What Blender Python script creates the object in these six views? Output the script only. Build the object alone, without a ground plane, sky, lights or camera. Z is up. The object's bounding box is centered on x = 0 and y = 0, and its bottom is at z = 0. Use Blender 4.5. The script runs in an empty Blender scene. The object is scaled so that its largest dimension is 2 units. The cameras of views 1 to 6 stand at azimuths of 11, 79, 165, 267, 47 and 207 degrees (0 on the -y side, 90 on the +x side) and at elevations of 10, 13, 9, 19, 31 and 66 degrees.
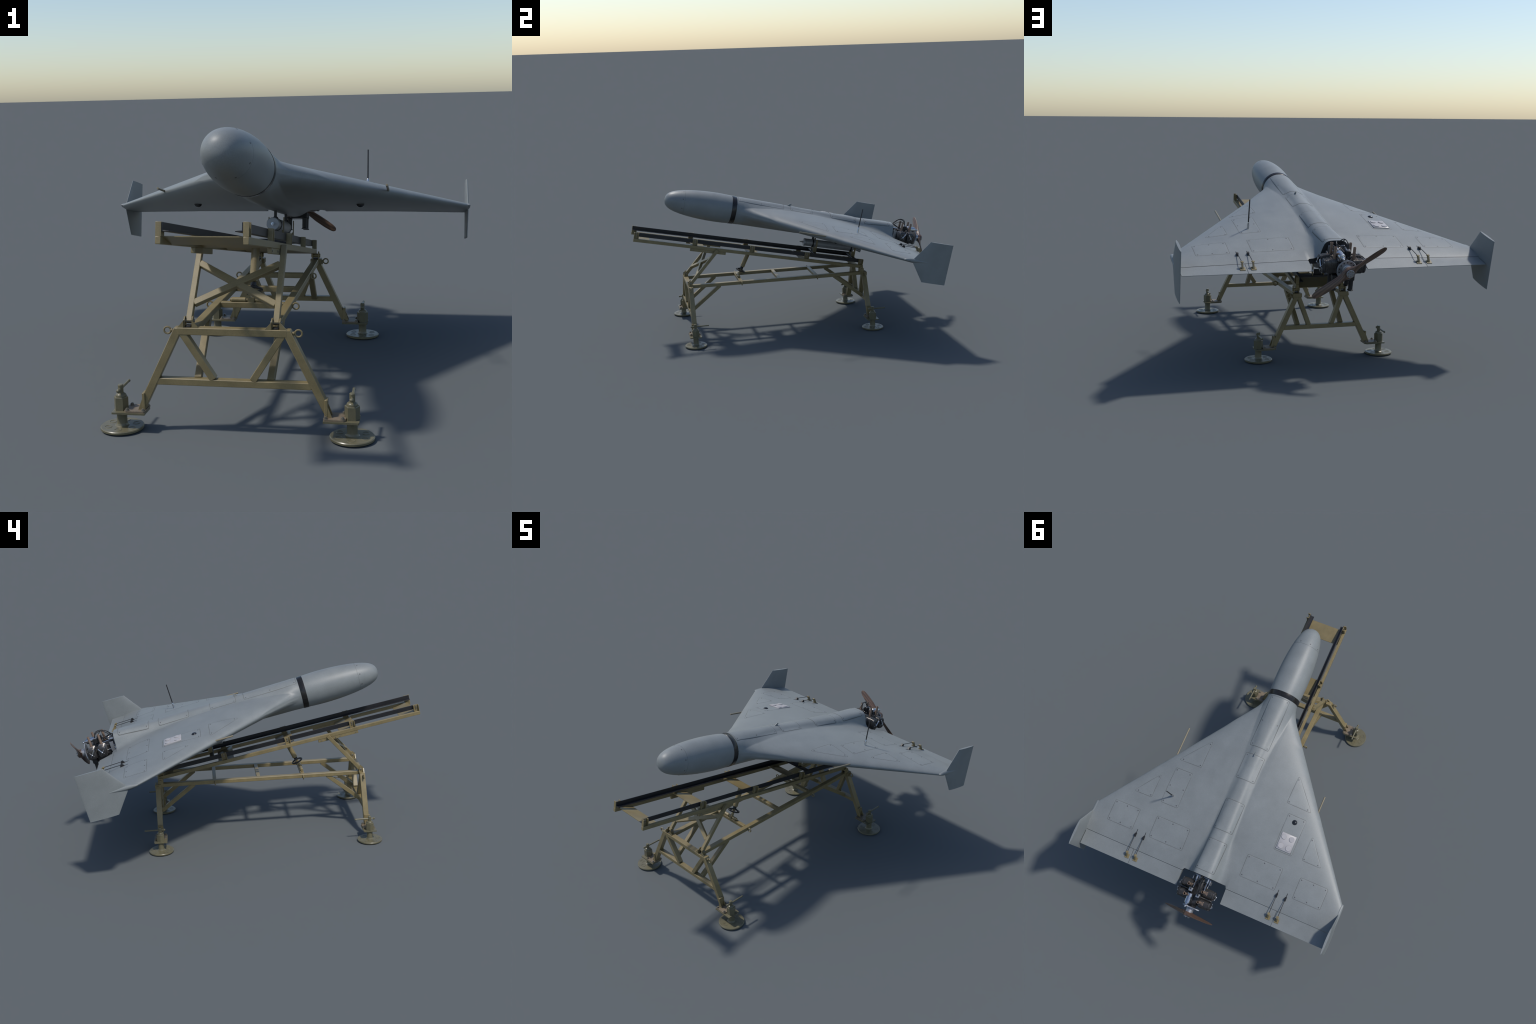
# Delta-wing drone resting on a tubular launch rail stand.
import bpy, bmesh, math, random
from mathutils import Vector, Matrix
from math import sin, cos, pi, sqrt, radians, atan2

random.seed(7)
V = Vector

# ------------------------------------------------------------------ materials
def new_mat(name):
    m = bpy.data.materials.new(name)
    m.use_nodes = True
    nt = m.node_tree
    for n in list(nt.nodes):
        nt.nodes.remove(n)
    out = nt.nodes.new("ShaderNodeOutputMaterial")
    b = nt.nodes.new("ShaderNodeBsdfPrincipled")
    nt.links.new(b.outputs[0], out.inputs[0])
    tc = nt.nodes.new("ShaderNodeTexCoord")
    return m, nt, b, tc.outputs["Object"]

def noise(nt, co, scale, detail=4.0, rough=0.55, stretch=None):
    n = nt.nodes.new("ShaderNodeTexNoise")
    n.inputs["Scale"].default_value = scale
    n.inputs["Detail"].default_value = detail
    n.inputs["Roughness"].default_value = rough
    if stretch:
        mp = nt.nodes.new("ShaderNodeMapping")
        mp.inputs["Scale"].default_value = stretch
        nt.links.new(co, mp.inputs[0])
        co = mp.outputs[0]
    nt.links.new(co, n.inputs["Vector"])
    return n.outputs["Fac"]

def ramp(nt, fac, stops):
    r = nt.nodes.new("ShaderNodeValToRGB")
    el = r.color_ramp.elements
    el[0].position, el[0].color = stops[0][0], (*stops[0][1], 1)
    el[1].position, el[1].color = stops[1][0], (*stops[1][1], 1)
    for p, c in stops[2:]:
        e = el.new(p); e.color = (*c, 1)
    nt.links.new(fac, r.inputs[0])
    return r.outputs[0]

def mix(nt, fac, a, b, mode='MIX'):
    m = nt.nodes.new("ShaderNodeMix")
    m.data_type = 'RGBA'; m.blend_type = mode
    if isinstance(fac, (int, float)):
        m.inputs[0].default_value = fac
    else:
        nt.links.new(fac, m.inputs[0])
    for sock, v in ((m.inputs[6], a), (m.inputs[7], b)):
        if isinstance(v, tuple):
            sock.default_value = (*v, 1)
        else:
            nt.links.new(v, sock)
    return m.outputs[2]

def bump(nt, bsdf, h, strength, dist=0.001):
    b = nt.nodes.new("ShaderNodeBump")
    b.inputs["Strength"].default_value = strength
    b.inputs["Distance"].default_value = dist
    nt.links.new(h, b.inputs["Height"])
    nt.links.new(b.outputs[0], bsdf.inputs["Normal"])

def sc(c, k):
    return tuple(x * k for x in c)

def painted(name, base, rough=0.45, mott=0.10, grain=0.06, speck=None, spec_amt=0.62,
            metal=0.0, mott_scale=9.0, grain_scale=420.0, streak=None):
    """Paint with soft mottling, fine grain and optional wear specks."""
    m, nt, b, co = new_mat(name)
    n1 = noise(nt, co, mott_scale, 5, 0.6, streak)
    col = ramp(nt, n1, [(0.30, sc(base, 1 - mott)), (0.70, sc(base, 1 + mott))])
    n2 = noise(nt, co, grain_scale, 2, 0.5)
    g = ramp(nt, n2, [(0.30, (1 - grain,) * 3), (0.70, (1 + grain,) * 3)])
    col = mix(nt, 1.0, col, g, 'MULTIPLY')
    if speck:
        n3 = noise(nt, co, 60, 6, 0.75)
        f = ramp(nt, n3, [(spec_amt, (0, 0, 0)), (spec_amt + 0.05, (1, 1, 1))])
        col = mix(nt, f, col, speck)
    nt.links.new(col, b.inputs["Base Color"])
    b.inputs["Metallic"].default_value = metal
    rr = nt.nodes.new("ShaderNodeMapRange")
    rr.inputs[3].default_value = rough - 0.08
    rr.inputs[4].default_value = rough + 0.08
    nt.links.new(n1, rr.inputs[0])
    nt.links.new(rr.outputs[0], b.inputs["Roughness"])
    bump(nt, b, n2, 0.08, 0.0006)
    return m

GREY = (0.186, 0.200, 0.199)
TAN = (0.205, 0.160, 0.076)
M = {}
M['grey'] = painted("grey_paint", GREY, 0.48, 0.08, 0.08, mott_scale=9, grain_scale=330)
M['panel'] = painted("panel_paint", sc(GREY, 1.015), 0.48, 0.08, 0.08, mott_scale=9, grain_scale=330)
M['seam'] = painted("panel_seam", (0.098, 0.100, 0.094), 0.7, 0.2, 0.1)
M['fast'] = painted("fastener_metal", (0.095, 0.095, 0.097), 0.5, 0.2, 0.1, metal=0.3)
M['tan'] = painted("tan_paint", TAN, 0.40, 0.14, 0.10, speck=sc(TAN, 0.55), spec_amt=0.66, mott_scale=22)
M['olive'] = painted("olive_foot_paint", (0.125, 0.112, 0.066), 0.34, 0.14, 0.08, speck=(0.10, 0.09, 0.05), spec_amt=0.66, mott_scale=25)
M['rust'] = painted("brown_primer", (0.165, 0.128, 0.085), 0.5, 0.2, 0.12, speck=(0.11, 0.08, 0.055), spec_amt=0.60, mott_scale=40)
M['bolt'] = painted("bolt_metal", (0.24, 0.22, 0.18), 0.32, 0.2, 0.08, metal=0.6)
M['black'] = painted("black_rail_paint", (0.012, 0.012, 0.014), 0.42, 0.35, 0.2, speck=(0.028, 0.021, 0.017), spec_amt=0.60, mott_scale=12, streak=(4, 0.6, 4))
M['rubber'] = painted("black_rubber", (0.012, 0.012, 0.013), 0.5, 0.2, 0.1)
M['band'] = painted("band_metal", (0.030, 0.028, 0.027), 0.28, 0.3, 0.1, metal=0.5, mott_scale=14)
M['dark'] = painted("dark_cast_metal", (0.055, 0.053, 0.052), 0.36, 0.35, 0.2, metal=0.6, mott_scale=40)
M['fin'] = painted("cylinder_fin_metal", (0.20, 0.19, 0.18), 0.32, 0.25, 0.15, metal=0.75, mott_scale=60)
M['bulk'] = painted("bulkhead_paint", (0.022, 0.024, 0.027), 0.45, 0.25, 0.1, mott_scale=20)
M['chrome'] = painted("bright_chrome", (0.48, 0.49, 0.51), 0.24, 0.06, 0.03, metal=1.0)
M['alloy'] = painted("grey_alloy", (0.33, 0.34, 0.36), 0.34, 0.12, 0.06, metal=0.7, mott_scale=30)
M['boost'] = painted("booster_alloy", (0.30, 0.305, 0.315), 0.36, 0.12, 0.06, metal=0.25, mott_scale=20, streak=(1, 1, 1))
M['copper'] = painted("heat_brown_pipe", (0.215, 0.150, 0.110), 0.45, 0.2, 0.08, metal=0.15, mott_scale=60)
M['white'] = painted("pale_sensor_plastic", (0.36, 0.345, 0.345), 0.45, 0.05, 0.03)
M['pitot'] = painted("pitot_tan", (0.20, 0.17, 0.11), 0.4, 0.1, 0.06)
M['glass'] = painted("dark_dome", (0.015, 0.016, 0.018), 0.12, 0.1, 0.02)

def wood_mat():
    m, nt, b, co = new_mat("laminated_wood")
    w = nt.nodes.new("ShaderNodeTexWave")
    w.wave_type = 'BANDS'; w.bands_direction = 'Y'
    w.inputs["Scale"].default_value = 62.0
    w.inputs["Distortion"].default_value = 0.6
    w.inputs["Detail"].default_value = 2.0
    nt.links.new(co, w.inputs["Vector"])
    base = ramp(nt, w.outputs["Fac"], [(0.25, (0.070, 0.040, 0.026)), (0.75, (0.130, 0.074, 0.046))])
    g = noise(nt, co, 60, 4, 0.6, (0.35, 6, 0.35))
    gm = ramp(nt, g, [(0.3, (0.82, 0.82, 0.82)), (0.7, (1.15, 1.15, 1.15))])
    nt.links.new(mix(nt, 1.0, base, gm, 'MULTIPLY'), b.inputs["Base Color"])
    b.inputs["Roughness"].default_value = 0.42
    b.inputs["Coat Weight"].default_value = 0.15
    return m
M['wood'] = wood_mat()

# ------------------------------------------------------------------ mesh builder
class MB:
    def __init__(s):
        s.v, s.f = [], []
    def add(s, verts, faces):
        o = len(s.v)
        s.v += [tuple(p) for p in verts]
        s.f += [tuple(i + o for i in f) for f in faces]
        return s
    def loft(s, rings, cap=True, closed=True):
        n = len(rings[0]); vs = [p for r in rings for p in r]; fs = []
        m = n if closed else n - 1
        for i in range(len(rings) - 1):
            for j in range(m):
                k = (j + 1) % n
                fs.append((i * n + j, i * n + k, (i + 1) * n + k, (i + 1) * n + j))
        if cap:
            fs.append(tuple(range(n))[::-1])
            fs.append(tuple((len(rings) - 1) * n + j for j in range(n)))
        return s.add(vs, fs)
    def box(s, c, size, ax=None, ch=0.0012):
        """box centred on c; ax = (x, y, z) unit axes; long edges chamfered"""
        ax = ax or (V((1, 0, 0)), V((0, 1, 0)), V((0, 0, 1)))
        hx, hy, hz = (d / 2 for d in size)
        ch = min(ch, hx * .6, hy * .6, hz * .6)
        def ring(z, k):
            a, b = hx - k, hy - k
            e = ch
            pts = [(a, -b + e), (a, b - e), (a - e, b), (-a + e, b), (-a, b - e), (-a, -b + e), (-a + e, -b), (a - e, -b)]
            return [V(c) + ax[0] * x + ax[1] * y + ax[2] * z for x, y in pts]
        return s.loft([ring(-hz, ch), ring(-hz + ch, 0), ring(hz - ch, 0), ring(hz, ch)])
    def beam(s, p0, p1, w, h, up=(0, 0, 1), ch=0.0016):
        """rectangular tube from p0 to p1; w across, h along 'up'"""
        p0, p1 = V(p0), V(p1); d = (p1 - p0); L = d.length; d.normalize()
        u = V(up); r = d.cross(u).normalized(); u = r.cross(d)
        return s.box((p0 + p1) / 2, (w, h, L), (r, u, d), ch)
    def cyl(s, p0, p1, r0, r1=None, n=20, bev=0.0):
        r1 = r0 if r1 is None else r1
        L = (V(p1) - V(p0)).length
        pr = [(0, r0), (L, r1)]
        if bev:
            pr = [(0, r0 - bev), (bev, r0), (L - bev, r1), (L, r1 - bev)]
        return s.lathe(pr, p0, V(p1) - V(p0), n)
    def lathe(s, prof, org, axis, n=28, ph=0.0):
        a = V(axis).normalized(); t = V((1, 0, 0)) if abs(a.x) < .9 else V((0, 1, 0))
        r = a.cross(t).normalized(); u = r.cross(a)
        rings = []
        for h, rad in prof:
            rad = max(rad, 1e-5)
            rings.append([V(org) + a * h + (r * cos(ph + 2 * pi * j / n) + u * sin(ph + 2 * pi * j / n)) * rad for j in range(n)])
        return s.loft(rings)
    def torus(s, c, axis, R, r, n=24, m=8):
        a = V(axis).normalized(); t = V((1, 0, 0)) if abs(a.x) < .9 else V((0, 1, 0))
        x = a.cross(t).normalized(); y = x.cross(a)
        vs, fs = [], []
        for i in range(n):
            q = x * cos(2 * pi * i / n) + y * sin(2 * pi * i / n)
            for j in range(m):
                b = 2 * pi * j / m
                vs.append(V(c) + q * (R + r * cos(b)) + a * (r * sin(b)))
        for i in range(n):
            for j in range(m):
                fs.append((i * m + j, i * m + (j + 1) % m, ((i + 1) % n) * m + (j + 1) % m, ((i + 1) % n) * m + j))
        return s.add(vs, fs)
    def tube(s, pts, r, n=8, sub=8):
        """smooth (Catmull-Rom) round tube through control points"""
        P = [V(p) for p in pts]; path = []
        for i in range(len(P) - 1):
            a, b, c, d = P[max(i - 1, 0)], P[i], P[i + 1], P[min(i + 2, len(P) - 1)]
            for k in range(sub):
                t = k / sub
                path.append(0.5 * ((2 * b) + (c - a) * t + (2 * a - 5 * b + 4 * c - d) * t * t + (3 * b - a - 3 * c + d) * t ** 3))
        path.append(P[-1])
        rings = []; nrm = None
        for i, p in enumerate(path):
            d = (path[min(i + 1, len(path) - 1)] - path[max(i - 1, 0)]).normalized()
            if nrm is None:
                nrm = d.cross(V((.3, .5, .8))).normalized()
            nrm = (nrm - d * nrm.dot(d)).normalized(); bn = d.cross(nrm)
            rings.append([p + (nrm * cos(2 * pi * j / n) + bn * sin(2 * pi * j / n)) * r for j in range(n)])
        return s.loft(rings)
    def prism(s, poly, off):
        """polygon (3D points) extruded by vector off"""
        n = len(poly)
        return s.loft([[V(p) for p in poly], [V(p) + V(off) for p in poly]])
    def ball(s, c, r, n=16, squash=1.0, axis=(0, 0, 1), half=False):
        k = 10
        lo = 0 if half else -pi / 2
        pr = [(r * squash * sin(lo + (pi / 2 - lo) * i / k), r * cos(lo + (pi / 2 - lo) * i / k)) for i in range(k + 1)]
        return s.lathe(pr, c, axis, n)
    def obj(s, name, mat, parent=None, angle=32, loc=None):
        me = bpy.data.meshes.new(name)
        me.from_pydata(s.v, [], s.f)
        bm = bmesh.new(); bm.from_mesh(me)
        bmesh.ops.remove_doubles(bm, verts=bm.verts, dist=1e-6)
        bmesh.ops.recalc_face_normals(bm, faces=bm.faces)
        bm.to_mesh(me); bm.free()
        me.polygons.foreach_set("use_smooth", [True] * len(me.polygons))
        me.set_sharp_from_angle(angle=radians(angle))
        me.materials.append(M[mat])
        return link(name, me, parent, loc)

def link(name, me, parent=None, loc=None, rot=None):
    o = bpy.data.objects.new(name, me)
    bpy.context.scene.collection.objects.link(o)
    if parent: o.parent = parent
    if loc is not None: o.location = loc
    if rot is not None: o.rotation_mode = 'QUATERNION'; o.rotation_quaternion = rot
    return o

def empty(name, label, cat, loc=(0, 0, 0), rx=0.0):
    e = bpy.data.objects.new(name, None)
    bpy.context.scene.collection.objects.link(e)
    e.location = loc; e.rotation_euler = (rx, 0, 0)
    e["label"] = label; e["category"] = cat
    return e

# ================================================================== LAUNCH STAND
stand = empty("launch_stand", "tan tubular steel launch stand with black inclined rails", "launch stand")

T = 0.0225                       # frame tube size
ZB = 0.330                       # height of the long beams
XB = 0.1255                      # half track of the long beams
YF, YR = -0.6505, 0.533           # front / rear trestle planes

# rail frame: u runs aft along the rail, w is up across it
RA = radians(11.02); RC, RS = cos(RA), sin(RA)
def rail(x, u, w):
    return V((x, -0.999 + u * RC + w * RS, 0.657 - u * RS + w * RC))
AU, AW = V((0, RC, -RS)), V((0, RS, RC))
RL = 1.555

for s in (1, -1):
    b = MB().beam((s * .1235, YF + 0.012, ZB), (s * .1235, YR - 0.015, ZB), .027, .0215)
    b.obj("long_beam", 'tan', stand)
    # diagonal struts from the trestles to the long beams
    MB().beam((s * .1155, YF + .012, .168), (s * .1225, -0.452, .322), .0225, .0225, (0, 0, 1)).obj("diagonal_strut", 'tan', stand)
    MB().beam((s * .1155, YR - .012, .170), (s * .1225, 0.325, .322), .0225, .0225, (0, 0, 1)).obj("diagonal_strut", 'tan', stand)

for y in (-.309, -.050, .206):
    MB().beam((-.111, y, ZB + .0005), (.111, y, ZB + .0005), .0212, .0200).obj("cross_rail", 'tan', stand)

def trestle_leg(s, y, x0, z0, k, xclip, ztop):
    """splayed leg: straight tube whose foot is cut off upright against the shoe"""
    hw = .0136; zb = .0690
    cx = lambda z: x0 + k * (z0 - z)
    zc = z0 - (xclip - hw - x0) / k           # height where the outer side meets the cut
    poly = [(cx(ztop) - hw, ztop), (cx(ztop) + hw, ztop), (xclip, zc), (xclip, zb), (cx(zb) - hw, zb)]
    h = .0149; b = MB()
    b.loft([[(s * px, y + dy, pz) for px, pz in poly] for dy in (-h, h)])
    o = b.obj("trestle_leg", 'tan', stand)
    m = o.modifiers.new("bevel", 'BEVEL'); m.width = .0015; m.segments = 1; m.limit_method = 'ANGLE'
    return o

# ---- front trestle
MB().beam((-.172, YF, .3275), (.172, YF, .3275), .0292, T).obj("trestle_top_beam", 'tan', stand)
MB().beam((-.244, YF + .0005, .1630), (.244, YF + .0005, .1630), .0280, .0215).obj("trestle_cross_bar", 'tan', stand)
for s in (1, -1):
    trestle_leg(s, YF + .0006, .1815, .31, .490, .2910, .338)
    MB().beam((s * .1575, YF, .322), (s * .0620, YF, .174), .0215, .0272, (0, 1, 0)).obj("trestle_brace", 'tan', stand)

# ---- rear trestle
MB().beam((-.195, YR, .1635), (.195, YR, .1635), .0280, .0215).obj("trestle_cross_bar", 'tan', stand)
for s in (1, -1):
    trestle_leg(s, YR + .0006, .1325, .3145, .468, .2470, .322)
    MB().beam((s * .1160, YR - .001, .322), (s * .0600, YR - .001, .172), .0215, .0272, (0, 1, 0)).obj("trestle_brace", 'tan', stand)
    h = MB().box((s * .124, YR, .3285), (.047, .0350, .0215))
    h.obj("trestle_head_block", 'tan', stand)
    MB().cyl((s * .1475, YR, .322), (s * .1525, YR, .322), .0085, n=16, bev=.001).obj("boss", 'tan', stand)

# ---- pivot lugs, front and rear, with bolts
for s in (1, -1):
    b = MB()
    for d in (-1, 1):
        x0 = s * .137 + d * .0125
        for poly in ([(0, -.0105, .337), (0, .0125, .337), (0, .0125, .362), (0, .006, .371), (0, -.004, .371), (0, -.0105, .362)],):
            b.prism([(x0 - .0018, YF + p[1] + .0035, p[2]) for p in poly], (.0036, 0, 0))
        # web gusset beside each lug, sloping down onto the beam
        e = s * .137 + d * .014
        b.prism([(e, YF - .0132, .3375), (e + d * .021, YF - .0132, .3375), (e, YF - .0132, .361)], (0, .006, 0))
    b.obj("pivot_lug", 'tan', stand)
    p = MB()
    p.cyl((s * .137 - .018, -.645, .357), (s * .137 + .018, -.645, .357), .0058, n=12, bev=.001)
    p.obj("pivot_pin", 'bolt', stand)
    MB().box((s * .137, YF + .0005, .3415), (.018, .02, .006)).obj("pivot_pad", 'rubber', stand)
    b = MB()
    for d in (-1, 1):
        x0 = s * .124 + d * .0125
        b.prism([(x0 - .002, YR - .031, .338), (x0 - .002, YR - .001, .338), (x0 - .002, YR - .001, .360), (x0 - .002, YR - .008, .372), (x0 - .002, YR - .024, .374), (x0 - .002, YR - .031, .366)], (.004, 0, 0))
    b.obj("pivot_lug", 'tan', stand)
    p = MB().cyl((s * .124 - .019, .518, .355), (s * .124 + .019, .518, .355), .0085, n=16, bev=.001)
    p.obj("pivot_pin", 'tan', stand)
    MB().box((s * .124, YR - .014, .3415), (.018, .022, .006)).obj("pivot_pad", 'rubber', stand)

# ---- swing legs and X bracing carrying the front of the rail
lo = lambda x: V((x, -.645, .352)); hi = lambda x: V((x, -.459, .563))
for s in (1, -1):
    MB().beam(lo(s * .137), hi(s * .137), .0185, .0200, (0, .75, .66)).obj("swing_leg", 'tan', stand)
a0 = lo(0).lerp(hi(0), .235); a1 = lo(0).lerp(hi(0), .750)
nrm = V((0, -.75, .66))
MB().beam(V((-.130, 0, 0)) + a0, V((.130, 0, 0)) + a1, .0215, .0190, nrm).obj("x_brace", 'tan', stand)
MB().beam(V((.130, 0, 0)) + a0, V((-.130, 0, 0)) + a1, .0210, .0182, nrm).obj("x_brace", 'tan', stand)

# ---- inclined rail assembly
XI, XO = .1115, .127
for s in (1, -1):
    xm = s * (XI + XO) / 2
    MB().box(rail(xm, RL / 2, .0102), (XO - XI, .0204, RL), (V((1, 0, 0)), AW, AU)).obj("rail_tube", 'tan', stand)
    # doubler strip under the tube where the swing legs join
    MB().box(rail(xm - s * .0005, .489, -.0088), (.0135, .0180, .236), (V((1, 0, 0)), AW, AU)).obj("doubler_plate", 'tan', stand)
    for u in (.385, .478, .505, .590):
        MB().cyl(rail(xm + s * .0055, u, -.009), rail(xm + s * .0080, u, -.009), .0032, n=10).obj("rivet", 'bolt', stand)
    # black angle iron: upright plate and inward flange
    b = MB()
    b.box(rail(s * .1088, RL / 2, .0462), (.0034, .0253, RL - .006), (V((1, 0, 0)), AW, AU), .0006)
    b.box(rail(s * .0980, RL / 2, .0352), (.0185, .0034, RL - .006), (V((1, 0, 0)), AW, AU), .0006)
    b.obj("angle_rail", 'black', stand)
    for y in (-.974, -.601, -.226, .143, .5165):
        u = (y + .999 - .045 * RS) / RC
        u = min(max(u, .0165), RL - .0165)
        br = MB()
        br.box(rail(s * .1125, u, .0401), (.0036, .0394, .031), (V((1, 0, 0)), AW, AU), .0006)
        for d in (-1, 1):
            br.box(rail(s * .1200, u + d * .0140, .0401), (.0135, .0394, .0036), (V((1, 0, 0)), AW, AU), .0006)
        br.obj("rail_bracket", 'tan', stand)
        for w in (.040, .051):
            MB().cyl(rail(s * .114, u, w), rail(s * .1185, u, w), .0042, n=6).obj("bracket_bolt", 'bolt', stand)

for u0, pl in ((.020, .092), (.373, .100), (.742, .098), (1.102, .094), (1.462, .088)):
    MB().prism([rail(-XI, u0, .0195), rail(-XI, u0 + pl, .0010), rail(-XI, u0 + pl, .0040), rail(-XI, u0, .0225)],
               (2 * XI, 0, 0)).obj("slanted_tie_plate", 'tan', stand)

# ---- screw jack with hand wheel in the middle
jb, jt = V((0, -.309, .345)), V((0, -.228, .512))
jd = (jt - jb).normalized()
MB().lathe([(0, .0075), (.052, .0075), (.066, .0075), (.069, .0145), (.175, .0145), (.188, .0145)], jb, jd, 20).obj("screw_jack", 'tan', stand)
MB().cyl((-.074, -.309, .3475), (-.022, -.309, .3475), .0088, n=18, bev=.002).cyl((.012, -.309, .3475), (.040, -.309, .3475), .0088, n=18, bev=.002).cyl((-.078, -.309, .3475), (.044, -.309, .3475), .0055, n=14).box((-.004, -.309, .3475), (.022, .018, .018)).obj("jack_trunnion", 'tan', stand)
wc = jb + jd * .046
hw = MB().torus(wc + jd * -.005, jd, .0300, .0044, 36, 10)
for k in range(3):
    a = 2 * pi * k / 3 + .4
    t = jd.cross(V((1, 0, 0))).normalized(); q = V((1, 0, 0)) * cos(a) + t * sin(a)
    hw.cyl(wc + jd * .013, wc + q * .0295 - jd * .005, .0034, n=8)
hw.cyl(wc + jd * .004, wc + jd * .020, .0105, n=16, bev=.002)
hw.obj("hand_wheel", 'rubber', stand)

# ---- lifting eyes
def eye_at(p, s):
    x, y, z = p
    b = MB().torus((x, y, z), (0, 1, 0), .0108, .0029, 26, 8)
    b.cyl((x - s * .022, y, z), (x - s * .010, y, z), .0040, n=10)
    b.cyl((x - s * .0155, y, z), (x - s * .0125, y, z), .0062, n=12)
    b.obj("lifting_eye", 'tan', stand)
for s in (1, -1):
    eye_at((s * .150, -.309, .329), s)
    eye_at((s * .150, .204, .329), s)
    eye_at((s * .2055, -.652, .327), s)
    if s > 0: eye_at((s * .1650, .532, .328), s)

# ---- levelling feet
def levelling_foot(x, y, s):
    root = MB()
    root.lathe([(0, .0660), (.0025, .0697), (.0080, .0697), (.0105, .0672), (.0105, .0235), (.0125, .0200), (.0165, .0175), (.020, .0165), (.058, .0165)], (0, 0, 0), (0, 0, 1), 48)
    for k in range(6):
        a = pi / 6 + k * pi / 3
        c = V((.0455 * cos(a), .0455 * sin(a), .0098))
        root.lathe([(0, .0128), (.0017, .0118), (.0017, .0104), (.0004, .0096)], c, (0, 0, 1), 20)
    f = root.obj("levelling_foot", 'olive', stand, 24, (x, y, 0))
    pl = MB()
    pl.prism([(s * px, py, .0580) for px, py in ((.021, -.037), (.023, -.033), (.023, .033), (.019, .037), (-.074, .037), (-.0865, .026), (-.0865, -.037))], (0, 0, .0060))
    pl.obj("foot_plate", 'olive', f)
    hexo = MB().lathe([(0, .0235), (.0405, .0235), (.0430, .0218)], (0, 0, .0640), (0, 0, 1), 6, pi / 6)
    hexo.lathe([(.0430, .0172), (.0475, .0172), (.0500, .0160), (.0525, .0130), (.054, .0088), (.0795, .0088), (.0820, .0072)], (0, 0, .0640), (0, 0, 1), 24)
    hexo.obj("jack_body", 'olive', f, 28)
    hd = MB().cyl((0, -.024, .131), (0, .080, .131), .0044, n=12)
    hd.ball((0, -.024, .131), .0066, 12); hd.ball((0, .082, .131), .0052, 12)
    hd.obj("jack_handle", 'olive', f)
    ad = MB().prism([(s * px, py, .0642) for px, py in ((-.018, -.028), (-.018, .028), (-.024, .034), (-.082, .034), (-.086, .030), (-.086, -.030), (-.082, -.034), (-.024, -.034))], (0, 0, .0052))
    ad.obj("adapter_plate", 'rust', f)
    for px, py in ((-.027, -.026), (-.027, .026), (-.079, -.026), (-.079, .026)):
        bo = MB().cyl((s * px, py, .0692), (s * px, py, .0710), .0072, n=14)
        bo.cyl((s * px, py, .0710), (s * px, py, .0755), .0055, n=6)
        bo.cyl((s * px, py, .0755), (s * px, py, .0775), .0030, n=8)
        bo.obj("foot_bolt", 'bolt', f)
    # leg shoe: upright strap and two triangular gussets
    sh = MB()
    sh.box((-s * .0785, 0, .0965), (.0090, .0315, .056))
    for d in (-1, 1):
        sh.prism([(-s * .0745, d * .0135 - .0015, .0690), (-s * .0600, d * .0135 - .0015, .0690), (-s * .0745, d * .0135 - .0015, .106)], (0, .003, 0))
    sh.obj("leg_shoe", 'tan', f)
for s in (1, -1):
    levelling_foot(s * .3670, -.654, s)
    levelling_foot(s * .3230, .5325, s)

# ---- carriage that slides on the rails under the drone
def rail_u(y, w):
    return (y + .999 - w * RS) / RC
for y in (.212, .482):
    u = rail_u(y, .047)
    b = MB()
    b.box(rail(0, u, .0480), (.200, .0120, .024), (V((1, 0, 0)), AW, AU), .001)
    b.obj("carriage_cross_bar", 'black', stand)
for s in (1, -1):
    u0, u1 = rail_u(.212, .047), rail_u(.482, .047)
    MB().box(rail(s * .0955, (u0 + u1) / 2, .0480), (.010, .0100, u1 - u0), (V((1, 0, 0)), AW, AU), .001).obj("carriage_side_bar", 'black', stand)
for y in (.222, .492):
    u = rail_u(y, .05)
    for s in (1, -1):
        b = MB()
        b.box(rail(s * .0300, u, .096), (.0034, .090, .011), (V((1, 0, 0)), AW, AU), .0006)
        b.box(rail(s * .0275, u - .012, .072), (.004, .036, .012), (V((1, 0, 0)), AW, AU), .0006)
        b.obj("cradle_post", 'tan', stand)
    MB().box(rail(0, u - .010, .066), (.040, .028, .010), (V((1, 0, 0)), AW, AU), .001).obj("cradle_saddle", 'rubber', stand)

# ================================================================== DRONE
PITCH = radians(12.6)
drone = empty("delta_wing_drone", "grey delta wing drone with black band and wooden pusher propeller", "drone", (0, 0, .724), -PITCH)
# Everything below is in the drone's own frame: x across, y aft, z up.

def lerp(a, b, t): return a + (b - a) * t
def clamp(t): return max(0.0, min(1.0, t))
def smooth(a, b, v):
    t = clamp((v - a) / (b - a)); return t * t * (3 - 2 * t)
def pw(tab, v):
    """piecewise-linear table"""
    if v <= tab[0][0]: return tab[0][1]
    for (a, p), (b, q) in zip(tab, tab[1:]):
        if v <= b: return lerp(p, q, (v - a) / (b - a))
    return tab[-1][1]
def smax(a, b, k):
    h = max(k - abs(a - b), 0.0) / k
    return max(a, b) + h * h * k * .25

Y_NOSE, Y_SEAM, Y_B0, Y_B1, Y_END = -.793, -.669, -.358, -.327, .787
Y_TE, X_TIP, X_CUT = .877, .765, .133

def radius(y):
    # blunt ogive: polynomial in the square root of the distance from the tip
    if y < -.36:
        q = sqrt(max(0.0, y - Y_NOSE))
        return q * (.42109 + q * (-.90823 + q * (1.34561 - q * .93287)))
    return pw([(-.36, .0925), (-.33, .0910), (-.30, .0905)], y)

def wing_x(y): return .1365 + .751 * (y + .22)          # leading edge
def wing_le(x): return -.22 + (x - .1365) / .751

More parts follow.
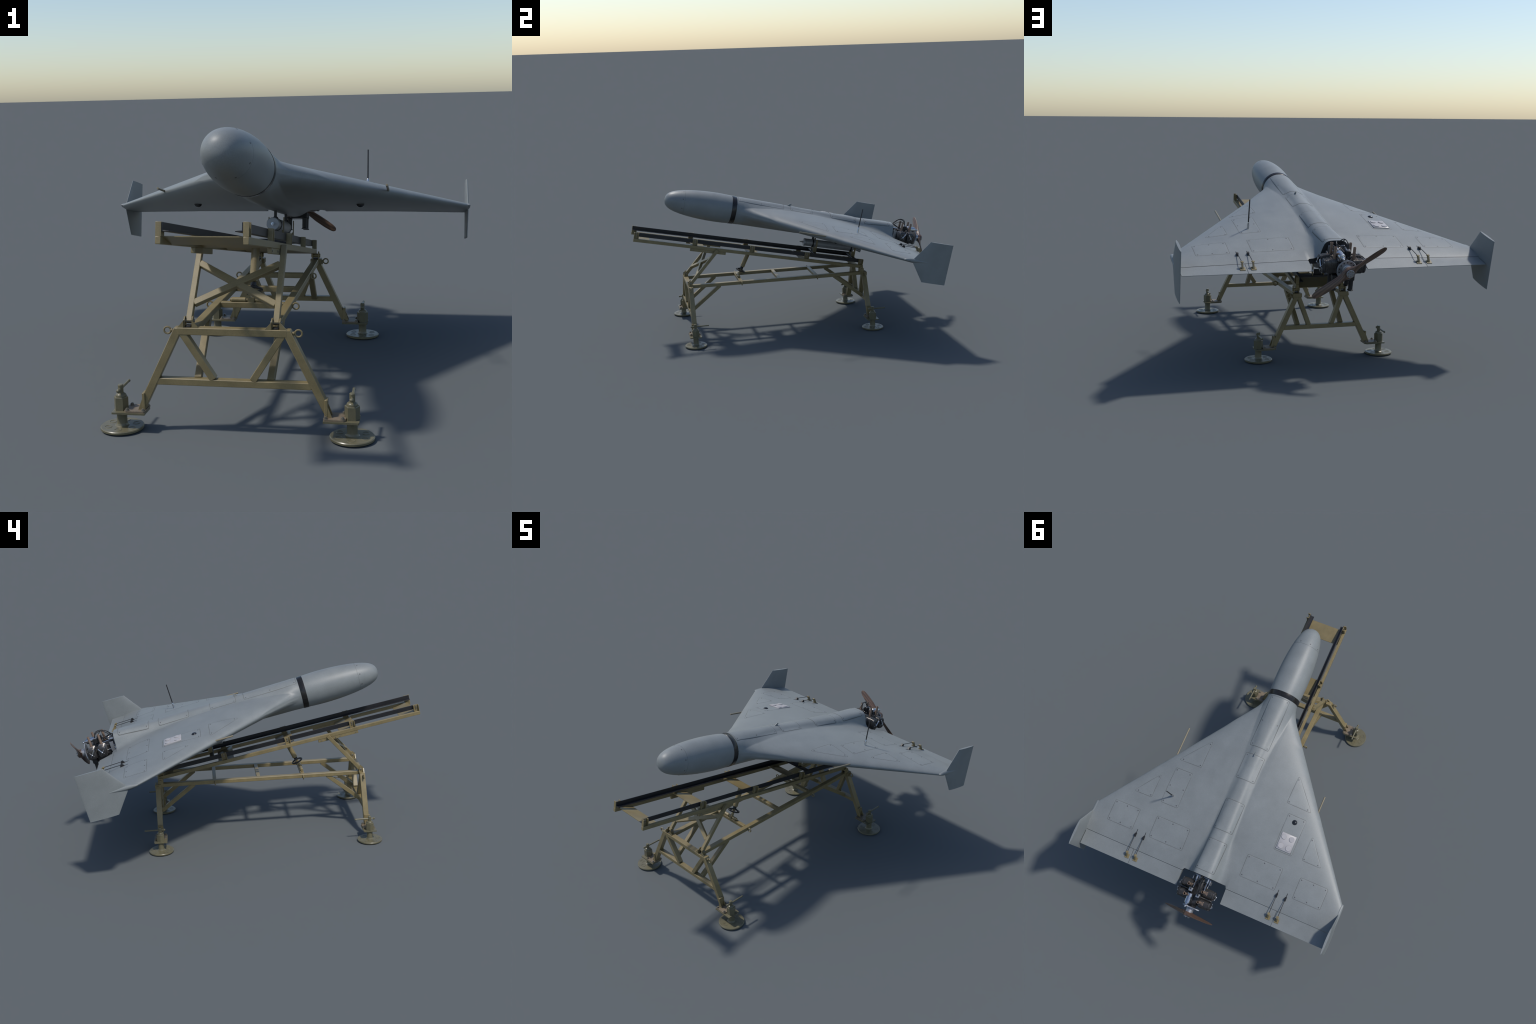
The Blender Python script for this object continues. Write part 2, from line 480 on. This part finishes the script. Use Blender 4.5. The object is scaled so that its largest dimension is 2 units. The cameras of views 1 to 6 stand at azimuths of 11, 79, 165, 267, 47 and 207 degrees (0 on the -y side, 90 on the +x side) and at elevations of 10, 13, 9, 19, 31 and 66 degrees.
def half_span(y):
    r = radius(y) if y < -.30 else .0905
    if y < -.34: return r
    return min(smax(r, wing_x(y), .045), X_TIP)

def wing_surf(x, y):
    """(upper, lower) of the bare wing at (x, y)"""
    le = wing_le(x); ch = Y_TE - le
    t = clamp((y - le) / ch)
    t = t ** 1.1064
    yt = .1032 * 5 * (.2969 * sqrt(t) - .126 * t - .3516 * t ** 2 + .2843 * t ** 3 - .1015 * t ** 4) * ch
    yt += .030 * sqrt(t) * math.exp(-t / .08) * ch      # blunt leading edge
    # the chord plane is flat, then droops over the last part towards the hinge
    c = lerp(-.0278 * clamp((x - .1) / .67), lerp(-.0204, -.032, clamp((x - .13) / .62)), clamp((y - le) / (Y_END - le)) ** 6)
    return c + yt, c - yt

def body_half(x, y, top):
    if y < -.30:
        a = h = radius(y); n = 2.0; base = 0.0
    elif top:
        a = pw([(-.30, .0905), (-.15, .0880), (.05, .0800), (.35, .0690), (.60, .0680), (.77, .0680)], y)
        h = pw([(-.30, .0905), (-.016, .0862), (.06, .0850), (.12, .0822), (.26, .0808), (.52, .0775), (.61, .0792), (.70, .0822), (.77, .0825)], y)
        n = pw([(-.3, 2.0), (.10, 2.15), (.33, 2.6), (.50, 3.0), (.60, 3.2), (.77, 3.9)], y); base = -.03 * smooth(-.3, .0, y)
    else:
        a = pw([(-.30, .0905), (.1, .0900), (.77, .0860)], y)
        h = pw([(-.30, .0895), (.10, .0890), (.40, .0800), (.77, .0640)], y)
        n = 2.0; base = -.02 * smooth(-.3, .0, y)
    ax = abs(x)
    if ax >= a: return base - (ax - a) * 3
    return base + (h - base) * (1 - (ax / a) ** n) ** (1 / n)

def skin(x, y):
    """(upper z, lower z) of fuselage and wing blended together"""
    x = abs(x)
    ft, fb = body_half(x, y, True), body_half(x, y, False)
    if y < -.345: return ft, -fb
    wu, wl = wing_surf(x, y)
    k = pw([(-.2, .040), (.15, .042), (.5, .042), (.77, .030)], y) * (.12 + .88 * smooth(.02, .09, x)) * smooth(-.345, -.27, y) + 1e-4
    # flared fairing between the spine and the wing, growing towards the engine
    wu += .038 * smooth(.50, .76, y) * math.exp(-max(0.0, x - .068) / .013)
    if y < .0:
        # rounded glove where the leading edge grows out of the fuselage
        xm = half_span(y)
        e = pw([(-.345, .0900), (-.29, .0720), (-.24, .0540), (-.18, .0400), (-.10, .0230), (0, .0)], y) * sqrt(max(0.0, 1 - (x / xm) ** 2))
        ke = .026 * smooth(-.345, -.28, y) * (1 - smooth(-.14, -.01, y)) + 1e-4
        return smax(smax(ft, wu, k), e - .02 * smooth(-.14, 0, y), ke), -smax(smax(fb, -wl, k), e - .02 * smooth(-.14, 0, y), ke)
    return smax(ft, wu, k), -smax(fb, -wl, k)

def top_z(x, y): return skin(x, y)[0]
def top_n(x, y):
    e = .003
    return V((-(top_z(x + e, y) - top_z(x - e, y)), -(top_z(x, y + e) - top_z(x, y - e)), 2 * e)).normalized()

def rows(a, b, n, ease=False):
    return [lerp(a, b, (1 - cos(pi / 2 * i / n)) if ease else i / n) for i in range(n + 1)]

NX = 150
def section(y, extra=0.0, nx=NX):
    """half-section: list of (x, y, upper, lower) from centre line to edge"""
    xm = half_span(y) ; out = []
    for j in range(nx + 1):
        x = xm * sin(pi / 2 * j / nx)
        u, l = skin(x, y)
        if j == nx and not (y > wing_le(X_TIP) and xm >= X_TIP - 1e-6):
            u = l = (u + l) / 2
        if u < l: u = l = (u + l) / 2
        yy = y
        if y > .70:   # engine cut-out: the centre ends a little ahead of the wing
            end = lerp(.7725, Y_END, smooth(X_CUT - .002, X_CUT + .002, x))
            yy = .70 + (y - .70) * (end - .70) / (Y_END - .70)
        out.append((x, yy, u, l))
    return out

def ring_of(sec):
    """full closed section: upper left -> upper right -> lower right -> lower left"""
    up = [(-x, y, u) for x, y, u, l in sec[:0:-1]] + [(x, y, u) for x, y, u, l in sec]
    lo = [(x, y, l) for x, y, u, l in sec[::-1]] + [(-x, y, l) for x, y, u, l in sec[1:]]
    return up + lo

def revolve(name, ys, rf, mat, n=96, cap=True):
    b = MB()
    b.loft([[(max(rf(y), 1e-5) * sin(2 * pi * k / n), y, max(rf(y), 1e-5) * cos(2 * pi * k / n)) for k in range(n)] for y in ys], cap)
    return b.obj(name, mat, drone, 50)

nose = revolve("nose_cone", rows(Y_NOSE, Y_SEAM - .0005, 26, True), radius, 'grey')
revolve("front_fuselage", rows(Y_SEAM + .0005, Y_B0 + .004, 30), radius, 'grey')
revolve("nose_seam", [Y_SEAM - .0012, Y_SEAM + .0012], lambda y: radius(y) - .0009, 'seam')
bd = MB()
n = 96
bd.loft([[(r * sin(2 * pi * k / n), y, r * cos(2 * pi * k / n)) for k in range(n)] for y, r in
         ((Y_B0, .0890), (Y_B0, .0932), (Y_B0 + .001, .0940), (Y_B1 - .001, .0928), (Y_B1, .0920), (Y_B1, .0880))], False)
bd.obj("black_band", 'band', drone, 40)

# ---- main shell (fuselage + wings as one smooth surface, then split by region)
ys = rows(Y_B1 - .004, -.20, 26)[:-1] + rows(-.20, .60, 110)[:-1] + rows(.60, .70, 18)[:-1] + rows(.70, Y_END, 14)
rings = [ring_of(section(y)) for y in ys]
nr = len(rings[0])
me = bpy.data.meshes.new("shell")
verts = [p for r in rings for p in r]
faces = []
NU = 2 * NX + 1     # vertices on the upper half of a ring
for i in range(len(rings) - 1):
    for j in range(nr):
        k = (j + 1) % nr
        if j == NU - 1 or j == nr - 1: continue      # seam between upper and lower edge
        faces.append((i * nr + j, (i + 1) * nr + j, (i + 1) * nr + k, i * nr + k))
me.from_pydata(verts, [], faces)
# the lower half lists nr - NU = 2*NX+1 points incl. both edges
bm = bmesh.new(); bm.from_mesh(me)
bmesh.ops.remove_doubles(bm, verts=bm.verts, dist=2e-5)
bmesh.ops.dissolve_degenerate(bm, edges=bm.edges, dist=1e-6)
bmesh.ops.recalc_face_normals(bm, faces=bm.faces)
bm.normal_update()
bm.verts.ensure_lookup_table()
# make sure upper surface points up
up = sum(f.normal.z for f in bm.faces if f.calc_center_median().z > .02)
if up < 0:
    bmesh.ops.reverse_faces(bm, faces=bm.faces); bm.normal_update()
vco = [v.co.copy() for v in bm.verts]; vno = [v.normal.copy() for v in bm.verts]
fl = [([v.index for v in f.verts], f.calc_center_median()) for f in bm.faces]
bm.free()
def part(name, test, mat):
    idx = {}; vs = []; ns = []; fs = []
    for f, c in fl:
        if not test(c): continue
        g = []
        for i in f:
            if i not in idx:
                idx[i] = len(vs); vs.append(vco[i]); ns.append(vno[i])
            g.append(idx[i])
        fs.append(g)
    m = bpy.data.meshes.new(name); m.from_pydata(vs, [], fs)
    m.polygons.foreach_set("use_smooth", [True] * len(m.polygons))
    m.normals_split_custom_set_from_vertices([tuple(q) for q in ns])
    m.materials.append(M[mat])
    return link(name, m, drone)
XS = .118
fuse = part("fuselage", lambda c: abs(c.x) < XS, 'grey')
wing = {1: part("wing", lambda c: c.x >= XS, 'grey'), -1: part("wing", lambda c: c.x <= -XS, 'grey')}

# rear faces: dark engine bulkhead in the middle, thin spar faces on the wings
sec = section(Y_END)
pts = [q for q in sec if q[0] <= X_CUT]
full = [(-x, y, u, l) for x, y, u, l in pts[::-1] if x > 0] + pts
bk = MB()
for yo in (0.0,):
    bk.loft([[(x, .7735, u - .0004), (x, .7735, l + .0004), (x, .7675, l + .0004), (x, .7675, u - .0004)] for x, y, u, l in full], True, True)
bk.obj("engine_bulkhead", 'bulk', drone)
for s in (1, -1):
    b = MB(); pts = [q for q in sec if q[0] > X_CUT - .001]
    b.loft([[(s * x, .7865, u - .0004), (s * x, .7865, l + .0004), (s * x, .780, l + .0004), (s * x, .780, u - .0004)] for x, y, u, l in pts], True, True)
    b.obj("rear_spar", 'bulk', wing[s])
    # side wall of the engine cut-out
    MB().prism([(s * (X_CUT + .0016), .768, -.006), (s * (X_CUT + .0016), .786, -.009), (s * (X_CUT + .0016), .786, -.030), (s * (X_CUT + .0016), .768, -.031)], (s * .002, 0, 0)).obj("cutout_wall", 'bulk', wing[s])

# ---- elevons
for s in (1, -1):
    for x0, x1 in ((.1365, .4445), (.4465, .7560)):
        b = MB(); rg = []
        for x in (x0, x1):
            zt = wing_surf(x, Y_END)[0] - .0008; zb = wing_surf(x, Y_END)[1] + .001
            zm = (zt + zb) / 2
            rg.append([(s * x, .7890, zb), (s * x, .7878, zm), (s * x, .7890, zt), (s * x, .802, zt - .0022), (s * x, .840, lerp(zt, -.0272, .58)), (s * x, Y_TE, -.0275), (s * x, Y_TE, -.0297), (s * x, .840, lerp(zb, -.0297, .58))])
        b.loft(rg)
        b.obj("elevon", 'grey', wing[s], 25)

# ---- winglets
def winglet(s):
    st = []      # (z, y front, y rear)
    for z, f, r in ((-.151, .753, .9055), (-.100, .7155, .9055), (-.042, .6730, .9058), (-.0137, .6725, .9060), (.045, .7165, .9062), (.1025, .758, .9065)):
        st.append((z, f, r))
    rg = []; N = 16
    for z, f, r in st:
        th = .0062 if abs(z) < .09 else .0056
        up, dn = [], []
        for i in range(N + 1):
            t = (1 - cos(pi * i / N)) / 2
            h = th * (4 * t * (1 - t)) ** .62 * (1.12 - .25 * t) + .0006
            y = lerp(f, r, t)
            up.append((s * (.766 + h), y, z)); dn.append((s * (.766 - h), y, z))
        rg.append(up + dn[::-1])
    MB().loft(rg).obj("winglet", 'grey', drone, 24)
    # spindle-shaped tip fairing poking through the winglet
    rg = []; N = 26; K = 20
    for i in range(N + 1):
        t = i / N; y = lerp(.6125, .800, t ** 1.3)
        t = (y - .6125) / .1875
        h = sqrt(max(0.0, 1 - (1 - t / .36) ** 2)) if t < .36 else 1 - ((t - .36) / .64) ** 1.5
        h = max(h, 1e-3)
        rg.append([(s * (.7625 + .0132 * h ** .25 * cos(2 * pi * k / K)), y, -.0262 + .0128 * h * sin(2 * pi * k / K)) for k in range(K)])
    MB().loft(rg).obj("wingtip_fairing", 'grey', drone, 40)
for s in (1, -1): winglet(s)

# ---- access panels, seams and fasteners
def rounded(poly, r, k=5):
    out = []; n = len(poly)
    for i in range(n):
        a, b, c = V(poly[i - 1]), V(poly[i]), V(poly[(i + 1) % n])
        p, q = (a - b).normalized(), (c - b).normalized()
        ang = p.angle(q); d = r / math.tan(ang / 2)
        p0, p1 = b + p * d, b + q * d
        for j in range(k + 1):
            t = j / k
            out.append((1 - t) ** 2 * p0 + 2 * t * (1 - t) * b + t * t * p1)
    # subdivide long edges so the outline follows the skin
    fine = []
    for i, p in enumerate(out):
        q = out[(i + 1) % len(out)]
        m = max(1, int((q - p).length / .006))
        fine += [p.lerp(q, j / m) for j in range(m)]
    return fine

def access_panel(poly, par, fast, r=.009, name="access_panel", lift=0.0):
    ol = rounded(poly, r); n = len(ol)
    c = sum(ol, V((0, 0))) / n
    def off(p, d): return p + (p - c).normalized() * d
    def pt(p, h): return V((p.x, p.y, top_z(p.x, p.y) + h + lift))
    sb = MB()
    sb.loft([[pt(off(p, d), h) for p in ol] for d, h in ((.0014, -.0004), (.0014, .00018), (-.0010, .00018), (-.0010, -.0004))], False)
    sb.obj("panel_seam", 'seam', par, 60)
    pb = MB(); rg = []
    for k, h in ((0, -.0004), (0, .0002), (.003, .0005)):
        rg.append([pt(off(p, -.0010 - k), h) for p in ol])
    for sc_ in (.92, .84, .74, .64, .54, .44, .34, .24, .14, .06, .001):
        rg.append([pt(c + (off(p, -.004) - c) * sc_, .0005) for p in ol])
    pb.loft(rg, False)
    pb.obj(name, 'panel', par, 60)
    for q in fast:
        add_fastener(q[0], q[1], par)

fast_mesh = None
def add_fastener(x, y, par, p=None, nrm=None):
    global fast_mesh
    if fast_mesh is None:
        b = MB().lathe([(-.0008, .0036), (.0003, .0036), (.0006, .0030), (.0006, .0001)], (0, 0, 0), (0, 0, 1), 12)
        o = b.obj("fastener", 'fast'); fast_mesh = o.data
        bpy.data.objects.remove(o)
    if p is None:
        p = V((x, y, top_z(x, y) + .0007)); nrm = top_n(x, y)
    link("fastener", fast_mesh, par, p, V((0, 0, 1)).rotation_difference(nrm))

def rect(x0, x1, y0, y1): return [(x0, y0), (x1, y0), (x1, y1), (x0, y1)]
def rect_fast(x0, x1, y0, y1, d=.011, mid=None):
    f = [(x0 + d, y0 + d), (x1 - d, y0 + d), (x1 - d, y1 - d), (x0 + d, y1 - d)]
    if mid == 'x': f += [((x0 + x1) / 2, y0 + d), ((x0 + x1) / 2, y1 - d)]
    if mid == 'y': f += [(x0 + d, (y0 + y1) / 2), (x1 - d, (y0 + y1) / 2)]
    return f
def orient(s, poly):
    p = [(s * x, y) for x, y in poly]
    return p if s > 0 else p[::-1]
for s in (1, -1):
    w = wing[s]
    for tri, fs in (([(.269, .046), (.414, .219), (.267, .218)], [(.277, .072), (.388, .209), (.277, .208)]),
                    ([(.470, .331), (.584, .481), (.469, .480)], [(.478, .356), (.560, .471), (.478, .470)])):
        access_panel(orient(s, tri), w, [(s * x, y) for x, y in fs])
    for r4, mid in (((.299, .406, .269, .483), 'y' if s > 0 else None), ((.499, .662, .569, .692), 'x'), ((.180, .390, .564, .692), 'x')):
        access_panel(orient(s, rect(*r4)), w, [(s * x, y) for x, y in rect_fast(*r4, mid=mid)])
for y0, y1, mid in ((-.318, -.007, 'y'), (.042, .194, None), (.324, .503, None), (.564, .745, None)):
    access_panel(rect(-.057, .057, y0, y1), fuse, rect_fast(-.057, .057, y0, y1, mid=mid), name="spine_panel", lift=.0006)
for k in range(8):
    a = pi / 8 + k * pi / 4
    r = radius(Y_SEAM - .012)
    q = V((sin(a), -.28, cos(a))).normalized()
    add_fastener(0, 0, nose, V((r * sin(a), Y_SEAM - .012, r * cos(a))), q)

# ---- things mounted on the skin
def surf(x, y, h=0.0): return V((x, y, top_z(x, y) + h))
lug = MB().prism([(-.0018, .012, .078), (-.0018, .040, .078), (-.0018, .052, .099), (-.0018, .042, .100)], (.0036, 0, 0))
lug.obj("spine_blade_antenna", 'grey', fuse)
a0 = surf(.352, .427, -.001)
MB().lathe([(0, .0066), (.002, .0060), (.020, .0056), (.033, .0046), (.037, .0030)], a0, (0, .03, 1), 16).obj("antenna_base", 'chrome', wing[1])
MB().cyl(a0 + V((0, .001, .034)), V((.3515, .431, .1845)), .0034, .0030, 10).obj("whip_antenna", 'rubber', wing[1])
MB().ball(surf(-.350, .3035, -.001), .0150, 24, .62, top_n(-.35, .3035), True).obj("sensor_dome", 'glass', wing[-1])
nz = top_n(-.352, .425); ax_y = V((0, 1, 0)); ax_y = (ax_y - nz * ax_y.dot(nz)).normalized(); ax_x = ax_y.cross(nz)
cc = surf(-.3515, .4245, .0022)
pad = MB().box(cc, (.085, .0975, .0052), (ax_x, ax_y, nz), .0008)
for dx in (-.0225, .0225):
    for dy in (-.0265, .0265):
        c = cc + ax_x * dx + ax_y * dy
        pad.cyl(c + nz * .002, c + nz * .0062, .0150, n=24, bev=.0008)
pad.obj("sensor_plate", 'white', wing[-1], 40)
for s in (1, -1):
    z = skin(.331, .3015)[1]
    MB().ball((s * .331, .3015, z + .001), .0165, 24, .85, (0, 0, -1), True).obj("belly_camera_dome", 'glass', wing[s])
    y_tip = .023 if s > 0 else .100
    MB().cyl((s * .444, y_tip, -.0105), (s * .444, .205, -.0105), .0046, n=12, bev=.0008).obj("pitot_tube", 'pitot', wing[s])
    # control linkages: slot, horn, push rod and elevon bracket
    for x in (.414, .4665):
        X = s * x
        MB().box(surf(X, .694, .0004), (.0032, .034, .0022), (V((1, 0, 0)), V((0, 1, -.11)).normalized(), V((0, .11, 1)).normalized()), .0004).obj("linkage_slot", 'rubber', wing[s])
        zs = top_z(X, .708)
        hb = MB().prism([(X - .0045, .696, zs - .001), (X - .0045, .722, zs - .002), (X - .0045, .718, zs + .012), (X - .0045, .709, zs + .0145)], (.009, 0, 0))
        hb.obj("control_horn", 'rubber', wing[s])
        ze = lerp(wing_surf(x, Y_END)[0], -.0275, .48)
        bt = V((X, .815, .0060))
        MB().cyl((X, .712, zs + .009), bt, .0018, n=8).obj("push_rod", 'rubber', wing[s])
        eb = MB().prism([(X - .0125, .826, ze + .0022), (X + .0125, .826, ze + .0022), (X + .0125, .850, ze - .0026), (X - .0125, .850, ze - .0026)], (0, 0, .0030))
        eb.prism([(X - .0035, .828, ze + .002), (X - .0035, .846, ze), (X - .0035, .826, .0085), (X - .0035, .815, .0095), (X - .0035, .813, .0035)], (.007, 0, 0))
        eb.box((X, .817, .0075), (.0150, .010, .0060))
        eb.obj("elevon_bracket", 'tan', wing[s])

# ---- belly lugs and booster
def hang(y, x):
    z = skin(x, y)[1]
    b = MB().box((x, y, z - .012), (.010, .014, .036))
    b.torus((x, y, z - .034), (0, 1, 0), .009, .0035, 18, 8)
    b.obj("launch_lug", 'rubber', fuse)
hang(.245, .0); hang(.520, .0)
ba, bz = V((0, .183, -.1415)), None
bd_ = V((0, cos(RA - PITCH), -sin(RA - PITCH)))      # parallel to the rail
def bo(t): return ba + bd_ * t
bs = MB().lathe([(0, .0235), (.002, .0255), (.012, .0262), (.014, .0250), (.060, .0250), (.348, .0250), (.356, .0215), (.360, .012)], ba, bd_, 36)
booster = bs.obj("booster_rocket", 'boost', drone, 30)
MB().lathe([(-.026, .0030), (-.018, .0030), (-.018, .0046), (-.006, .0046), (-.006, .0062), (0.002, .0062)], ba, bd_, 12).obj("booster_igniter", 'chrome', booster)
for t in (.060, .333):
    st = MB()
    st.loft([[bo(t + dt) + V((r * cos(2 * pi * k / 36), 0, r * sin(2 * pi * k / 36))) for k in range(36)] for dt, r in ((0, .0245), (0, .0266), (.010, .0266), (.010, .0245))], False)
    st.obj("booster_strap", 'rubber', booster)
nd = V((0, .92, -.39)).normalized()
n0 = bo(.352) + V((0, 0, .000))
nd = V((0, cos(radians(26) - PITCH), -sin(radians(26) - PITCH)))
MB().lathe([(0, .0105), (.030, .0085), (.062, .0105), (.062, .0090), (.035, .0070)], n0, nd, 20).obj("booster_nozzle", 'boost', booster)

# ================================================================== ENGINE
CR = MB()
CR.lathe([(0, .024), (.004, .030), (.128, .030), (.134, .026), (.150, .020)], (0, .802, .002), (0, 1, 0), 24)
CR.box((0, .868, -.004), (.070, .118, .062), None, .006)
CR.box((0, .872, -.048), (.052, .080, .034), None, .004)
engine = CR.obj("engine", 'dark', drone, 35)
def sup(a, b, n, k=36):
    o = []
    for i in range(k):
        t = 2 * pi * i / k; c_, s_ = cos(t), sin(t)
        o.append((a * math.copysign(abs(c_) ** (2 / n), c_), b * math.copysign(abs(s_) ** (2 / n), s_)))
    return o
HX = .105
for s, yc in ((1, .838), (1, .897), (-1, .854), (-1, .9135)):
    core = MB()
    prof = sup(.0215, .030, 3.0)
    core.loft([[(s * x, yc + p, .006 + q) for p, q in prof] for x in (.030, .092)])
    core.obj("cylinder_barrel", 'dark', engine)
    fin = MB()
    for k in range(13):
        x = .0400 + k * .0040
        g = 1.0 if k < 11 else .94
        prof = sup(.0268 * g, .0355 * g, 3.2)
        fin.loft([[(s * xx, yc + p * q_, .006 + q * q_) for p, q in prof] for xx, q_ in ((x, .985), (x + .0004, 1), (x + .0013, 1), (x + .0017, .985))])
    fin.obj("cooling_fins", 'fin', engine)
    hd = MB(); prof = sup(.0262, .034, 3.0)
    hd.loft([[(s * x, yc + p * g, .006 + q * g) for p, q in prof] for x, g in ((.0915, .97), (.0925, 1), (.0985, .98), (.1025, .84), (.1040, .60))])
    hd.obj("cylinder_head", 'dark', engine, 40)
    # spark plug cap, bridge bars and screws on the head
    mid = .868 if s > 0 else .884
    d = 1 if mid > yc else -1
    cp = MB()
    cp.ball((s * .108, yc, .004), .0060, 14)
    cp.cyl((s * .108, yc, .004), (s * .1085, yc + d * .0185, .031), .0042, n=12, bev=.001)
    cp.obj("spark_plug_cap", 'chrome', engine)
    br = MB()
    for e in ((-d * .022, .026), (-d * .020, -.020), (d * .018, -.020)):
        br.cyl((s * .107, yc, .004), (s * .099, yc + e[0], .004 + e[1]), .0016, n=8)
    br.obj("head_bridge", 'alloy', engine)
    # exhaust stub on top
    ex = MB()
    px, py = s * .0445, yc + (.002 if s > 0 else .0)
    ex.lathe([(0, .0078), (.066, .0070), (.066, .0058), (.040, .0056)], (px, py, .0335), (0, 0.03, 1), 20)
    ex.box((px + s * .006, py, .0365), (.030, .017, .006))
    for dy in (-.0075, .0075):
        ex.ball((px + s * .016, py + dy, .040), .0036, 10)
    ex.obj("exhaust_pipe", 'copper', engine)
    # intake trumpet below
    it = MB().lathe([(0, .0120), (.010, .0110), (.048, .0108), (.0505, .0140), (.0535, .0140)], (s * .040, yc + .006, -.0610), (0, 0, -1), 20)
    it.box((s * .036, yc + .006, -.050), (.032, .030, .026), None, .003)
    it.obj("intake_trumpet", 'rubber', engine)
    # plug lead from the ignition box
    MB().tube([(s * .1085, yc + d * .0185, .031), (s * .092, mid, .0435), (s * .060, mid, .046), (s * .034, mid, .058)], .0026, 8).obj("plug_lead", 'rubber', engine)

for x, y in ((.027, .866), (-.0235, .884)):
    MB().box((x, y, .060), (.026, .026, .030), None, .003).obj("ignition_box", 'rubber', engine)
    MB().box((x, y, .0765), (.020, .020, .005), None, .0015).obj("ignition_cap", 'alloy', engine)
MB().lathe([(0, .014), (.003, .0172), (.052, .0172), (.058, .0155), (.060, .010), (.066, .0090), (.070, .0048), (.076, .0048)], (.0205, .885, .0600), (0, 1, 0), 28).obj("starter_motor", 'chrome', engine)
MB().box((.020, .906, .044), (.030, .034, .024), None, .003).obj("starter_bracket", 'alloy', engine)
gp = MB()
gp.ball((.0215, .963, .0585), .0058, 12)
gp.obj("starter_pinion", 'chrome', engine)
# ring gear with teeth
NT = 72; rg = []
for y, k in ((.9530, .97), (.9536, 1), (.9590, 1), (.9596, .97)):
    ring = []
    for i in range(NT * 2):
        a = 2 * pi * i / (NT * 2)
        r = (.0492 if i % 2 else .0475) * k
        ring.append((r * sin(a), y, .0035 + r * cos(a)))
    rg.append(ring)
MB().loft(rg).obj("ring_gear", 'alloy', engine, 20)
for k in range(14):
    a = 2 * pi * k / 14
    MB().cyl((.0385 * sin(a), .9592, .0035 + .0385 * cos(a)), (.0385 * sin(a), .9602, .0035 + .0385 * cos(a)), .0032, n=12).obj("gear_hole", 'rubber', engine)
MB().lathe([(0, .026), (.010, .026), (.012, .022), (.030, .022)], (0, .956, .006), (0, 1, 0), 28).obj("propeller_flange", 'alloy', engine)

# mounting plates, struts and cables between bulkhead and engine
for x0, x1 in ((.006, .039), (-.045, -.002)):
    MB().box(((x0 + x1) / 2, .7775, .022), (x1 - x0, .005, .076), None, .001).obj("mount_plate", 'alloy', engine)
for x in (.0255, -.0395):
    for z in (.053, -.006):
        b = MB().cyl((x, .776, z), (x, .850, z * .8), .0030, n=10)
        b.cyl((x, .779, z), (x, .803, z), .0056, n=12, bev=.001)
        b.obj("mount_strut", 'chrome', engine)
for s in (1, -1):
    MB().box((s * .050, .797, .011), (.004, .022, .054), None, .001).obj("mount_side_plate", 'alloy', engine)
MB().ball((-.008, .797, .045), .013, 16, 1.0, (0, 1, 0)).obj("fuel_filter", 'fin', engine)
CAB = [[(-.022, .882, .078), (-.022, .872, .108), (-.018, .838, .113), (-.012, .800, .090), (-.010, .776, .055)],
       [(-.026, .886, .078), (-.028, .868, .104), (-.024, .834, .108), (-.018, .802, .080), (-.015, .776, .048)],
       [(.026, .866, .078), (.024, .850, .098), (.014, .820, .096), (.004, .795, .074), (.002, .774, .060)],
       [(-.020, .855, .050), (-.012, .825, .058), (-.006, .800, .068), (.000, .774, .070)],
       [(.018, .850, .050), (.010, .820, .062), (.006, .797, .072), (-.006, .774, .068)]]
for c in CAB:
    MB().tube(c, .0024, 8).obj("ignition_cable", 'rubber', engine)
for s in (1, -1):
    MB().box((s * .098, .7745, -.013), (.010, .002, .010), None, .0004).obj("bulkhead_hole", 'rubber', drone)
MB().box((.006, .7745, .062), (.014, .002, .010), None, .0004).obj("bulkhead_hole", 'rubber', drone)

# ---- propeller
HZ = .0065
rd = V((-.809, 0, .588)); tg = V((.588, 0, .809)); ay = V((0, 1, 0))
SPAN = .206
def blade(sign):
    rg = []
    r_, t_ = rd * sign, tg * sign
    for i in range(33):
        t = i / 32; r = SPAN * (1 - (1 - t) ** 1.15)
        ch = pw([(0, .046), (.018, .045), (.035, .036), (.06, .034), (.10, .0380), (.15, .0365), (.180, .0320), (.196, .0250), (.203, .0160), (.206, .006)], r)
        th = pw([(0, .026), (.018, .026), (.035, .019), (.06, .0125), (.10, .0085), (.15, .006), (.19, .004), (.206, .0015)], r)
        beta = radians(pw([(0, 12), (.018, 14), (.04, 36), (.07, 34), (.12, 25), (.206, 15)], r))
        n_pow = 2.6 if r < .03 else 2.0
        cd = t_ * cos(beta) + ay * sin(beta); td = -t_ * sin(beta) + ay * cos(beta)
        c0 = V((0, .9960, HZ)) + r_ * r - t_ * pw([(0, 0), (.1, 0.001), (.206, .006)], r)
        rg.append([c0 + cd * p + td * q for p, q in sup(ch / 2, th / 2, n_pow, 28)])
    return rg
pb = MB().loft(blade(1)); pb.loft(blade(-1))
prop = pb.obj("propeller", 'wood', drone, 50)
MB().lathe([(0, .0240), (.024, .0240)], (0, .9845, HZ), (0, 1, 0), 32).obj("propeller_boss", 'wood', prop)
MB().lathe([(0, .0195), (.0030, .0195), (.0040, .0185), (.0040, .0085), (.0052, .0080), (.0052, .003), (.0040, .0025)], (0, 1.0085, HZ), (0, 1, 0), 32).obj("hub_plate", 'alloy', prop)
for k in range(6):
    a = 2 * pi * k / 6 + .2
    c = V((.0135 * sin(a), 1.0120, HZ + .0135 * cos(a)))
    MB().cyl(c, c + V((0, .0045, 0)), .0027, n=6).obj("hub_bolt", 'bolt', prop)
